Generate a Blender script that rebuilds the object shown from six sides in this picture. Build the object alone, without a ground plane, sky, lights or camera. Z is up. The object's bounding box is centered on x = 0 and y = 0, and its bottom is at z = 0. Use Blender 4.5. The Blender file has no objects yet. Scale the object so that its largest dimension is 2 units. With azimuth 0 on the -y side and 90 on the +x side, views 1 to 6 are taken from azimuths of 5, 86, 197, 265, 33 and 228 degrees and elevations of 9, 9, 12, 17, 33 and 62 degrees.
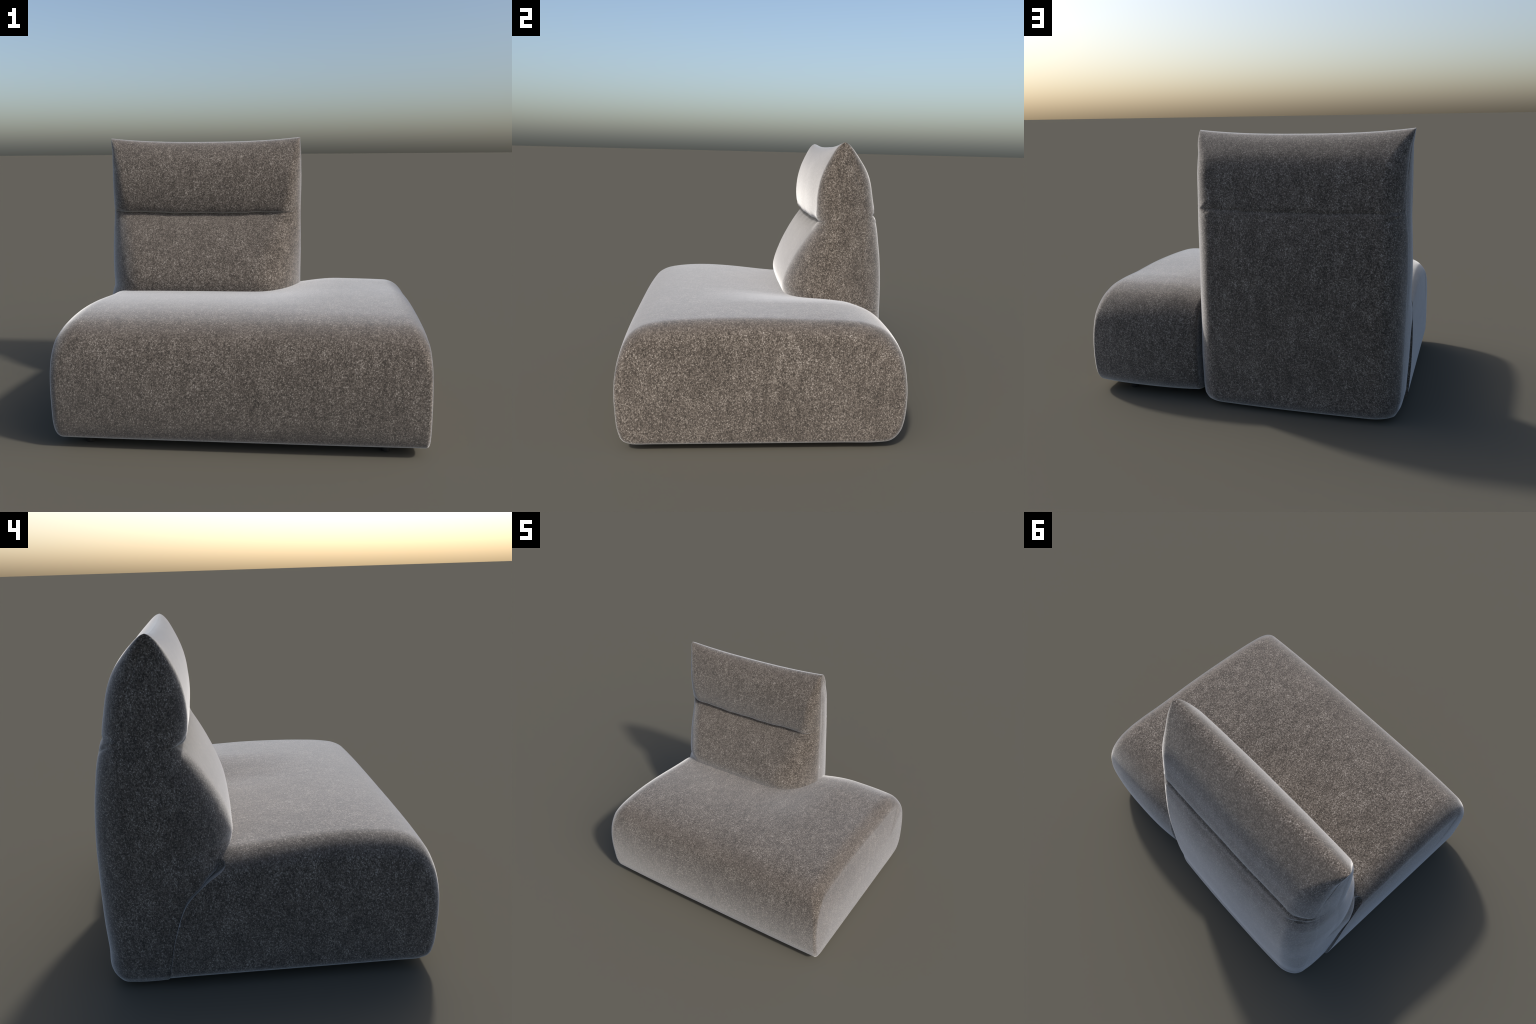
"""Upholstered chaise module: a wide loaf-shaped seat with a tall two-part
back cushion standing in a notch of the seat, on small black feet."""
import bpy, bmesh, math
import numpy as np
from mathutils import Vector, noise

# ------------------------------------------------------------------ helpers
def smooth(a, b, x):
    t = np.clip((np.asarray(x, float) - a) / (b - a), 0, 1)
    return t * t * (3 - 2 * t)

def spline(points, n):
    """Catmull-Rom (centripetal) curve through points, n samples even in length."""
    p = np.array(points, float)
    p = np.vstack([2 * p[0] - p[1], p, 2 * p[-1] - p[-2]])
    out = []
    for i in range(1, len(p) - 2):
        p0, p1, p2, p3 = p[i - 1:i + 3]
        t0 = 0.0
        t1 = t0 + np.linalg.norm(p1 - p0) ** .5
        t2 = t1 + np.linalg.norm(p2 - p1) ** .5
        t3 = t2 + np.linalg.norm(p3 - p2) ** .5
        t = np.linspace(t1, t2, 40, endpoint=False)[:, None]
        a1 = (t1 - t) / (t1 - t0) * p0 + (t - t0) / (t1 - t0) * p1
        a2 = (t2 - t) / (t2 - t1) * p1 + (t - t1) / (t2 - t1) * p2
        a3 = (t3 - t) / (t3 - t2) * p2 + (t - t2) / (t3 - t2) * p3
        b1 = (t2 - t) / (t2 - t0) * a1 + (t - t0) / (t2 - t0) * a2
        b2 = (t3 - t) / (t3 - t1) * a2 + (t - t1) / (t3 - t1) * a3
        out.append((t2 - t) / (t2 - t1) * b1 + (t - t1) / (t2 - t1) * b2)
    out.append(p[-2][None])
    c = np.vstack(out)
    d = np.r_[0, np.cumsum(np.linalg.norm(np.diff(c, axis=0), axis=1))]
    s = np.linspace(0, d[-1], n)
    return np.c_[np.interp(s, d, c[:, 0]), np.interp(s, d, c[:, 1])]

def ring_blur(v, k):
    """Circular running mean, k passes."""
    v = np.array(v, float)
    for _ in range(k):
        v = (np.roll(v, 1, 0) + 2 * v + np.roll(v, -1, 0)) / 4
    return v

def out_normals(prof, k):
    t = np.roll(prof, -1, 0) - np.roll(prof, 1, 0)
    n = np.c_[t[:, 1], -t[:, 0]]
    n /= np.linalg.norm(n, axis=1)[:, None] + 1e-12
    area = np.sum(prof[:, 0] * np.roll(prof[:, 1], -1) - np.roll(prof[:, 0], -1) * prof[:, 1])
    if area < 0:
        n = -n
    n = ring_blur(n, k)
    return n / (np.linalg.norm(n, axis=1)[:, None] + 1e-12)

def loft(prof, left, right, inset, depth, spine, stations, arc=14, cap=22, power=2.0, bulge=0.006):
    """Skin a closed yz profile along x.
    left/right: x of each end per profile point; inset/depth: per-point size of the
    end rounding in the profile plane and along x; spine: collapse line of the end caps.
    Returns rows of points (rows x N x 3)."""
    nrm = out_normals(prof, 10)
    rows = []
    def put(yz, x):
        rows.append(np.c_[x, yz[:, 0], yz[:, 1]])
    def cap_rows(side):
        xe = left if side < 0 else right
        ins = inset[0 if side < 0 else 1]
        dep = depth[0 if side < 0 else 1]
        edge = prof - nrm * ins[:, None]
        out = []
        for k in np.linspace(1, 0, cap, endpoint=False):        # centre -> edge
            kk = k
            yz = edge * (1 - kk) + spine * kk
            out.append((yz, xe * (1 - kk) + np.mean(xe) * kk + side * bulge * (1 - (1 - kk) ** 2)))
        for th in np.linspace(0, math.pi / 2, arc, endpoint=False):
            cs, sn = math.cos(th) ** (2 / power), math.sin(th) ** (2 / power)
            out.append((prof - nrm * (ins * (1 - sn))[:, None], xe - side * dep * (1 - cs)))
        return out
    for yz, x in cap_rows(-1):
        put(yz, x)
    a, b = left + depth[0], right - depth[1]
    for s in stations:
        put(prof, a + (b - a) * s)
    for yz, x in reversed(cap_rows(1)):
        put(yz, x)
    return np.array(rows)

def mesh_from_rows(rows, weld=1e-5):
    R, N, _ = rows.shape
    bm = bmesh.new()
    vs = [[bm.verts.new(p) for p in r] for r in rows]
    for i in range(R - 1):
        for j in range(N):
            k = (j + 1) % N
            bm.faces.new((vs[i][j], vs[i][k], vs[i + 1][k], vs[i + 1][j]))
    bmesh.ops.remove_doubles(bm, verts=bm.verts, dist=weld)
    bmesh.ops.dissolve_degenerate(bm, edges=bm.edges, dist=1e-6)
    bmesh.ops.recalc_face_normals(bm, faces=bm.faces)
    for f in bm.faces:
        f.smooth = True
    return bm

def to_object(bm, name, material, parent):
    for e in bm.edges:                               # hard only where cloth is cut or folded
        if len(e.link_faces) == 2 and e.calc_face_angle(0) > .9:
            e.smooth = False
    me = bpy.data.meshes.new(name)
    bm.to_mesh(me)
    me.materials.append(material)
    ob = bpy.data.objects.new(name, me)
    bpy.context.scene.collection.objects.link(ob)
    ob.parent = parent
    return ob

def split_regions(bm, names, region_of, in_fold, material, parent):
    """One smooth surface -> several objects that keep the whole surface's normals."""
    bm.normal_update()
    bm.verts.ensure_lookup_table()
    obs = []
    for r, name in enumerate(names):
        faces = [f for f in bm.faces if region_of(f.calc_center_median()) == r]
        index, co, nor, polys = {}, [], [], []
        for f in faces:
            ids = []
            for v in f.verts:
                if v.index not in index:
                    index[v.index] = len(co)
                    co.append(v.co[:])
                    n = v.normal
                    if in_fold(v.co):                # each side of the fold keeps its own facing
                        n = sum((g.normal * g.calc_area() for g in v.link_faces
                                 if region_of(g.calc_center_median()) == r), Vector())
                        n = n.normalized() if n.length > 0 else v.normal
                    nor.append(n[:])
                ids.append(index[v.index])
            polys.append(ids)
        me = bpy.data.meshes.new(name)
        me.from_pydata(co, [], polys)
        me.polygons.foreach_set("use_smooth", [True] * len(polys))
        me.normals_split_custom_set_from_vertices(nor)
        me.materials.append(material)
        ob = bpy.data.objects.new(name, me)
        bpy.context.scene.collection.objects.link(ob)
        ob.parent = parent
        obs.append(ob)
    return obs

# ---------------------------------------------------------------- materials
def fabric_material():
    m = bpy.data.materials.new("tweed_fabric")
    m.use_nodes = True
    nt = m.node_tree
    nd, ln = nt.nodes, nt.links
    nd.clear()
    out = nd.new("ShaderNodeOutputMaterial")
    bsdf = nd.new("ShaderNodeBsdfPrincipled")
    ln.new(bsdf.outputs[0], out.inputs[0])
    tc = nd.new("ShaderNodeTexCoord")
    geo = nd.new("ShaderNodeNewGeometry")

    def math_node(op, a, b=None, c=None):
        n = nd.new("ShaderNodeMath")
        n.operation = op
        for i, v in enumerate((a, b, c)):
            if v is None:
                continue
            if isinstance(v, (int, float)):
                n.inputs[i].default_value = v
            else:
                ln.new(v, n.inputs[i])
        return n.outputs[0]

    def stretched_noise(stretch, scale, detail, rough, offset=0.0):
        mp = nd.new("ShaderNodeMapping")
        mp.inputs["Scale"].default_value = stretch
        mp.inputs["Location"].default_value = (offset, offset * 1.7, offset * .6)
        ln.new(tc.outputs["Object"], mp.inputs["Vector"])
        n = nd.new("ShaderNodeTexNoise")
        n.inputs["Scale"].default_value = scale
        n.inputs["Detail"].default_value = detail
        n.inputs["Roughness"].default_value = rough
        ln.new(mp.outputs[0], n.inputs["Vector"])
        return n.outputs["Fac"]

    # cloth runs up the upright faces and front to back over the top
    sep = nd.new("ShaderNodeSeparateXYZ")
    ln.new(geo.outputs["Normal"], sep.inputs[0])
    top = math_node("POWER", math_node("ABSOLUTE", sep.outputs[2]), 3.0)

    def along_cloth(scale, detail, rough, ratio, offset=0.0):
        up = stretched_noise((1, 1, ratio), scale, detail, rough, offset)
        flat = stretched_noise((1, ratio, 1), scale, detail, rough, offset)
        mx = nd.new("ShaderNodeMix")
        ln.new(top, mx.inputs[0])
        ln.new(up, mx.inputs[2])
        ln.new(flat, mx.inputs[3])
        return mx.outputs[0]

    def knots(stretch):
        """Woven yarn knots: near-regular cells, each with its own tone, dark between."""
        mp = nd.new("ShaderNodeMapping")
        mp.inputs["Scale"].default_value = stretch
        mp.inputs["Rotation"].default_value = (.55, .72, .31)   # no cell layer lies flat in a face
        ln.new(tc.outputs["Object"], mp.inputs["Vector"])
        vo = nd.new("ShaderNodeTexVoronoi")
        vo.inputs["Scale"].default_value = 215
        vo.inputs["Randomness"].default_value = 1.0
        ln.new(mp.outputs[0], vo.inputs["Vector"])
        tone = nd.new("ShaderNodeSeparateColor")
        ln.new(vo.outputs["Color"], tone.inputs[0])
        return math_node("MULTIPLY_ADD", vo.outputs["Distance"], -.9, math_node("ADD", tone.outputs[0], .42))
    mx = nd.new("ShaderNodeMix")
    ln.new(top, mx.inputs[0])
    ln.new(knots((1, 1, .85)), mx.inputs[2])
    ln.new(knots((1, .85, 1)), mx.inputs[3])
    fleck = mx.outputs[0]
    knot = along_cloth(120, 2.0, .6, .8, 3.1)
    slub = along_cloth(34, 3.0, .6, .35, 7.7)         # thicker stretches of yarn
    cloud = along_cloth(9, 3.0, .55, .5, 11.3)        # mottling

    v = math_node("MULTIPLY_ADD", math_node("SUBTRACT", fleck, .5), FLECK[0], 0.5)
    v = math_node("MULTIPLY_ADD", math_node("SUBTRACT", knot, .5), FLECK[1], v)
    v = math_node("MULTIPLY_ADD", math_node("SUBTRACT", slub, .5), FLECK[2], v)
    v = math_node("MULTIPLY_ADD", math_node("SUBTRACT", cloud, .5), FLECK[3], v)
    ramp = nd.new("ShaderNodeValToRGB")
    els = ramp.color_ramp.elements
    els[0].position, els[0].color = RAMP[0][0], (*RAMP[0][1], 1)
    els[1].position, els[1].color = RAMP[-1][0], (*RAMP[-1][1], 1)
    for pos, col in RAMP[1:-1]:
        e = els.new(pos)
        e.color = (*col, 1)
    ln.new(v, ramp.inputs[0])
    ln.new(ramp.outputs[0], bsdf.inputs["Base Color"])
    bsdf.inputs["Roughness"].default_value = 0.9
    bsdf.inputs["Specular IOR Level"].default_value = 0.15
    bsdf.inputs["Sheen Weight"].default_value = SHEEN[0]
    bsdf.inputs["Sheen Roughness"].default_value = SHEEN[1]
    bsdf.inputs["Sheen Tint"].default_value = (*SHEEN[2], 1)
    bump = nd.new("ShaderNodeBump")
    bump.inputs["Strength"].default_value = 0.25
    bump.inputs["Distance"].default_value = 0.002
    ln.new(v, bump.inputs["Height"])
    ln.new(bump.outputs[0], bsdf.inputs["Normal"])
    return m

FLECK = (0.62, 0.9, 0.55, 0.30)
RAMP = [(0.05, (.030, .025, .020)), (0.5, (.096, .080, .067)), (0.8, (.19, .165, .14)), (1.0, (.34, .31, .28))]
SHEEN = (1.0, 0.45, (1, 1, 1))

def rubber_material():
    m = bpy.data.materials.new("black_plastic")
    m.use_nodes = True
    nt = m.node_tree
    b = nt.nodes["Principled BSDF"]
    n = nt.nodes.new("ShaderNodeTexNoise")
    n.inputs["Scale"].default_value = 60
    r = nt.nodes.new("ShaderNodeValToRGB")
    r.color_ramp.elements[0].color = (.006, .006, .006, 1)
    r.color_ramp.elements[1].color = (.014, .014, .014, 1)
    nt.links.new(n.outputs["Fac"], r.inputs[0])
    nt.links.new(r.outputs[0], b.inputs["Base Color"])
    b.inputs["Roughness"].default_value = 0.55
    return m

FABRIC = fabric_material()
BLACK = rubber_material()

root = bpy.data.objects.new("chaise_sofa", None)
bpy.context.scene.collection.objects.link(root)
root["label"] = "low grey-brown tweed chaise sofa with one tall cushioned back"
root["category"] = "sofa"

# ------------------------------------------------ profiles of the back cushion
CREASE = (.390, 1.166)                 # deep fold on the front
SEAM = (.7235, 1.206)                   # shallow seam on the back
front_upper = [(.500, 1.622), (.480, 1.617), (.456, 1.602), (.426, 1.570), (.385, 1.50), (.355, 1.40),
               (.344, 1.31), (.346, 1.245), (.353, 1.203), (.361, 1.183), (.371, 1.172), CREASE]
front_lower = [CREASE, (.381, 1.152), (.364, 1.132), (.335, 1.092), (.275, .995), (.218, .885), (.180, .785),
               (.168, .715), (.182, .650), (.225, .590), (.300, .535), (.395, .44), (.455, .28),
               (.490, .10), (.500, .045), (.525, .014), (.580, .008)]
back_lower = [(.580, .008), (.700, .009), (.770, .022), (.799, .068), (.801, .17), (.809, .32), (.811, .55),
              (.808, .78), (.796, .94), (.774, 1.07), (.752, 1.150), (.738, 1.190), SEAM]
back_upper = [SEAM, (.728, 1.220), (.711, 1.31), (.688, 1.41), (.650, 1.50), (.594, 1.568), (.552, 1.602), (.524, 1.617), (.500, 1.622)]

def curve_at(points, zs):
    """y of a profile at given heights (the profiles are single-valued in z)."""
    c = spline(points, 900)
    o = np.argsort(c[:, 1], kind="stable")
    return np.interp(zs, c[o, 1], c[o, 0])

# --------------------------------------------------------------------- seat
BACK_RIGHT = 0.266                     # where the notch for the back cushion ends
seat_outline = [                        # counter-clockwise, (y, z), from under the front
    (-.60, .042), (-.705, .044), (-.755, .064), (-.784, .12), (-.801, .20), (-.809, .32),
    (-.802, .43), (-.780, .53), (-.738, .615), (-.668, .663), (-.56, .691), (-.40, .705),
    (-.15, .713), (.10, .712), (.30, .710), (.45, .703), (.58, .682), (.680, .635), (.750, .54),
    (.782, .40), (.790, .28), (.780, .16), (.760, .10), (.715, .055), (.62, .042), (.40, .042),
    (0, .042), (-.40, .042)]

def seat_mesh():
    prof = spline(seat_outline + [seat_outline[0]], 361)[:-1]
    N = len(prof)
    nrm = out_normals(prof, 10)
    up = ring_blur(smooth(.0, 1.0, nrm[:, 1]), 60)                 # how much a point belongs to the top
    inset_r = .030 + .065 * up
    depth_r = .022 + .095 * up
    inset_l = .050 + .072 * up
    depth_l = .052 + .085 * up
    low = smooth(.12, .02, prof[:, 1])
    inset_l = inset_l + .015 * low
    # the ends lean in a little at top and bottom
    z = prof[:, 1]
    right = .989 - .012 * smooth(.45, .72, z) - .002 * smooth(.15, .03, z)
    left = -.989 + .012 * smooth(.45, .72, z) + .004 * smooth(.15, .03, z)
    right, left = ring_blur(right, 20), ring_blur(left, 20)
    levels = np.round(np.clip(prof[:, 0], -.45, .45) / .9 * 90) / 90 * .9
    spine = np.c_[levels, np.full(N, .36)]
    wall = (BACK_RIGHT + 1.0) / 2.0
    st = np.unique(np.r_[np.linspace(0, 1, 110), wall + np.linspace(-.02, .03, 60)])
    rows = loft(prof, left, right, (inset_l, inset_r), (depth_l, depth_r), spine, st, bulge=.0125)
    x, y, zz = rows[..., 0].copy(), rows[..., 1].copy(), rows[..., 2].copy()
    # crown of the top across the width
    topness = smooth(.45, .70, zz)
    zz -= topness * .008 * np.clip(np.abs(x) / .9, 0, 1.1) ** 4 * smooth(.60, .25, y) * smooth(-.75, -.50, y)
    zz -= .010 * np.clip((x - .45) / .5, 0, 1) ** 2 * smooth(.30, .70, zz) * smooth(.0, .3, y)
    # hollow where one sits against the back
    hollow = smooth(.55, .05, x) * smooth(-.48, .32, y)
    zz -= .052 * hollow * smooth(.48, .70, zz)
    # front face swells slightly in the middle
    y += np.where(x > 0, .017, .023) * np.clip(np.abs(x) / .96, 0, 1) ** 3.5 * smooth(-.5, -.75, y) * smooth(-.05, .25, zz)
    y -= .026 * np.clip(np.abs(x - .64) / .34, 0, 1) ** 2.5 * smooth(.5, .72, y)
    # notch for the back cushion, with a rounded corner beside it
    d = np.clip((x - (BACK_RIGHT + .002)) / .03, 0, 1)
    corner = .03 * (1 - np.sqrt(np.clip(1 - (1 - d) ** 2, 0, 1)))
    tight = curve_at(front_lower, np.clip(zz, .05, .60)) + .006
    roomy = np.interp(zz, [.50, .58], [.33, .60])
    limit = tight + (np.maximum(roomy, tight) - tight) * smooth(-.94, -.82, x)
    y = np.where(x < BACK_RIGHT + .002, np.minimum(y, limit), y - corner * smooth(.45, .7, y))
    zz = zz + np.where(x >= BACK_RIGHT + .002, corner * .6 * smooth(.1, .04, zz) * smooth(.5, .7, y), 0)
    return mesh_from_rows(np.stack([x, y, zz], -1))

seat = to_object(seat_mesh(), "seat", FABRIC, root)

# ------------------------------------------------------------- back cushion
def plan_ring(xl, xr, yf, yb, yc, dxf, dxr, dyf, dxb, dyb, bulge):
    dxl = dxb * 1.35                                 # rear corner of the closed flank is rounder
    """Rounded-rectangle plan section with elliptical corners, one closed loop."""
    q = np.linspace(0, math.pi / 2, 26)
    pts = []
    f = np.linspace(0, 1, 132)[1:-1]
    g = np.linspace(0, 1, 62)[1:-1]
    pts.append(np.c_[xl + dxf * (1 - np.cos(q)), yf + dyf * (1 - np.sin(q))])     # front left corner
    x0, x1 = xl + dxf, xr - dxr
    pts.append(np.c_[x0 + (x1 - x0) * f, np.full(f.shape, yf)])
    pts.append(np.c_[xr - dxr * (1 - np.cos(q[::-1])), yf + dyf * (1 - np.sin(q[::-1]))])
    y0, y1 = yf + dyf, yb - dyb
    swell = bulge * (1 - (2 * g - 1) ** 2)
    pts.append(np.c_[xr + swell, y0 + (y1 - y0) * g])
    pts.append(np.c_[xr - dxb * (1 - np.cos(q)), yb - dyb * (1 - np.sin(q))])
    x0, x1 = xr - dxb, xl + dxl
    pts.append(np.c_[x0 + (x1 - x0) * f, np.full(f.shape, yb)])
    pts.append(np.c_[xl + dxl * (1 - np.cos(q[::-1])), yb - dyb * (1 - np.sin(q[::-1]))])
    pts.append(np.c_[xl - swell, (y1 + (y0 - y1) * g)])
    return np.vstack(pts)

def back_mesh():
    ff, bb = front_upper + front_lower[1:], back_lower + back_upper[1:]
    zs = np.r_[spline(front_upper, 90)[:, 1], spline(front_lower, 170)[:, 1], spline(bb, 160)[:, 1],
               CREASE[1] + np.r_[np.linspace(-.02, .02, 24), np.linspace(-.004, .004, 21)], 1.622 - np.geomspace(.0004, .02, 14)]
    zs = np.sort(zs[(zs >= .008) & (zs < 1.6219)])
    keep = [zs[0]]
    for z in zs[1:]:
        if z - keep[-1] > (.00035 if abs(z - CREASE[1]) < .005 else .0012) * (1 if 1.14 < z < 1.23 or z > 1.6 or z < .05 else 3):
            keep.append(z)
    zs = np.array(keep)
    yf = np.where(zs > CREASE[1], curve_at(front_upper, zs), curve_at(front_lower, zs))
    yb = np.where(zs > SEAM[1], curve_at(back_upper, zs), curve_at(back_lower, zs))
    at = lambda xs, vs: np.interp(zs, xs, vs)
    xl = at([.008, .014, .03, .06, .12, .3, .50, .83, 1.18, 1.40, 1.55, 1.622],
            [-.880, -.912, -.942, -.960, -.974, -.982, -.985, -.991, -.984, -.981, -.978, -.991])
    xr = at([.008, .014, .03, .06, .12, .3, .83, 1.18, 1.40, 1.55, 1.60, 1.622],
            [.220, .245, .268, .284, .292, .297, .301, .303, .305, .300, .293, .293])
    yc = at([0, .3, .55, .9, 1.2, 1.5, 1.622], [.63, .61, .53, .50, .53, .51, .50])
    hf, hb = yc - yf, yb - yc
    dxf = at([.0, .51, .68, .85, 1.15, 1.25, 1.45, 1.58, 1.622], [.012, .014, .24, .24, .14, .12, .09, .04, .012])
    dxr = at([.0, .50, .66, .85, 1.15, 1.25, 1.45, 1.58, 1.622], [.02, .03, .32, .28, .16, .11, .08, .04, .012])
    dyf = hf * at([.0, .51, .66, .85, 1.15, 1.45, 1.622], [.12, .08, .97, .97, .92, .85, .5])
    dxb = at([0, 1.25, 1.45, 1.58, 1.622], [.095, .095, .08, .04, .012])
    dyb = hb * at([0, .1, 1.25, 1.622], [.45, .50, .55, .5])
    rows = []
    for i, z in enumerate(zs):
        r = plan_ring(xl[i], xr[i], yf[i], yb[i], yc[i], dxf[i], dxr[i], dyf[i], dxb[i], dyb[i], .005 * min(1, (1.622 - z) / .2))
        rows.append(np.c_[r, np.full(len(r), z)])
    first, last = rows[0], rows[-1]
    mid = np.array([np.mean(first[:, 0]), np.mean(first[:, 1]), .008])
    base = []
    for k in (.98, .9, .7, .45, .2):                 # closed underside
        ring = first.copy()
        ring[:, 0] = mid[0] + (first[:, 0] - mid[0]) * k
        ring[:, 1] = mid[1] + (first[:, 1] - mid[1]) * k
        base.insert(0, ring)
    centre = first.copy()
    centre[:] = mid
    crest = last.copy()                              # ridge: front and back meet in one line
    crest[:, 1] = .5
    crest[:, 2] = 1.622
    crest[:, 0] = np.round(crest[:, 0] * 200) / 200
    rows = np.array([centre] + base + rows + [crest])
    X, Y, Z = rows[..., 0].copy(), rows[..., 1].copy(), rows[..., 2].copy()
    u = np.clip((X + .345) / .645, -1, 1)
    a = np.abs(u)
    # folds puckering away from both ends of the crease and of the rear seam
    rng = np.random.default_rng(7)
    for side in (-1, 1):
        for face in (0, 1):
            zc = CREASE[1] if face == 0 else SEAM[1] - .005
            on = smooth(.46, .40, Y) if face == 0 else smooth(.60, .68, Y)
            for _ in range(7):
                ang = rng.uniform(-.75, .75)
                u0 = side * rng.uniform(.86, 1.0)
                du, dz = (u - u0) * .645, Z - zc - rng.uniform(-.03, .03)
                along = du * math.cos(ang) + dz * math.sin(ang)
                across = -du * math.sin(ang) + dz * math.cos(ang)
                amp = rng.uniform(.0025, .0055) * (-1 if rng.random() < .5 else 1)
                Y += (on * (-1 if face == 0 else 1) * amp *
                      np.exp(-(across / .009) ** 2 - (along / .05) ** 2))
    # the fold runs out before it reaches the flanks
    fill = np.interp(zs, [1.09, 1.25], curve_at(front_upper + front_lower[1:], [1.09, 1.25]))
    fold = np.where((zs > 1.09) & (zs < 1.25), np.maximum(0, yf - fill), 0)
    pad = lambda v: np.r_[np.zeros(len(base) + 1), v, 0][:, None]
    share = np.clip((pad(yc) - Y) / np.maximum(pad(hf), .01), 0, 1)
    Y -= pad(fold) * share * (.85 * smooth(.58, .97, u) + .35 * smooth(-.82, -.96, u))
    # side panel seam: thin groove down the flank, then turning in
    ys = np.interp(Z, SIDE_SEAM_Z, SIDE_SEAM_Y)
    cut = np.exp(-((Y - ys) / .0035) ** 2) * smooth(1.03, 1.08, Z) * smooth(1.615, 1.58, Z) * smooth(.93, .97, a)
    X -= np.sign(u) * .0022 * cut
    w = np.clip((Z - 1.36) / .26, 0, 1) ** 2.5
    Z += w * (.028 * a ** 2.6)                        # drooping ridge between two ears
    Y += (.5 - Y) * .18 * a ** 5 * smooth(1.42, 1.60, Z)
    isf = smooth(.46, .36, Y)
    Y += isf * .010 * u ** 2 - smooth(.62, .72, Y) * .020 * u ** 2 * smooth(1.3, 1.0, Z)
    Z -= .016 * (1 - u ** 2) * np.exp(-((Z - 1.18) / .07) ** 2)                  # crease and seam sag
    # the flanks draw in towards the back, most on the open side
    X -= smooth(-.6, .3, X) * .20 * np.clip(Y - .47, 0, 1) * smooth(1.64, 1.50, Z)
    X += smooth(-.2, -.95, X) * (.04 + .10 * smooth(1.05, 1.25, Z)) * np.clip(Y - .47, 0, 1) * smooth(1.64, 1.50, Z)
    Z += np.exp(-((Z - 1.17) / .05) ** 2) * (.0022 * np.sin(X * 17 + 1) + .0016 * np.sin(X * 41 + 2))   # wavy stitching
    # soft, slightly uneven stuffing
    P = np.stack([X, Y, Z], -1)
    for i in range(0, P.shape[0]):
        for j in range(0, P.shape[1]):
            p = P[i, j]
            d = noise.noise(Vector((p[0] * 3.1, p[1] * 3.1, p[2] * 3.1 + 5))) * .0035
            P[i, j, 1] += d * (1 if p[1] > .5 else -1) * min(1, max(0, (1.6 - p[2]) / .1))
    return mesh_from_rows(P, 2e-5)

SIDE_SEAM_Z = [1.05, 1.20, 1.40, 1.62]
SIDE_SEAM_Y = [.640, .660, .600, .505]

bm = back_mesh()
def region(c):
    t = (c.y - CREASE[0]) / (SEAM[0] - CREASE[0])
    sag = .0155 * (1 - min(1, abs(c.x + .345) / .645) ** 2)
    return 1 if c.z + sag > CREASE[1] + (SEAM[1] - CREASE[1]) * t else 0
def in_fold(c):
    return c.y < .44 and abs(c.z - CREASE[1]) < .03 and -.93 < c.x < .20
backrest, headrest = split_regions(bm, ["backrest", "headrest"], region, in_fold, FABRIC, root)

# --------------------------------------------------------------------- feet
def foot_mesh():
    bm = bmesh.new()
    bmesh.ops.create_cone(bm, cap_ends=True, segments=40, radius1=.028, radius2=.032, depth=.055)
    bmesh.ops.bevel(bm, geom=[e for e in bm.edges if abs(e.verts[0].co.z - e.verts[1].co.z) < 1e-5],
                    offset=.004, segments=2, affect='EDGES')
    bmesh.ops.translate(bm, verts=bm.verts, vec=(0, 0, .0275))
    return bm

first = to_object(foot_mesh(), "foot", BLACK, root)
spots = [(-.815, -.65), (.775, -.65), (.775, .63), (-.815, .62)]
first.location = (*spots[0], 0)
for s in spots[1:]:
    o = first.copy()
    o.location = (*s, 0)
    bpy.context.scene.collection.objects.link(o)
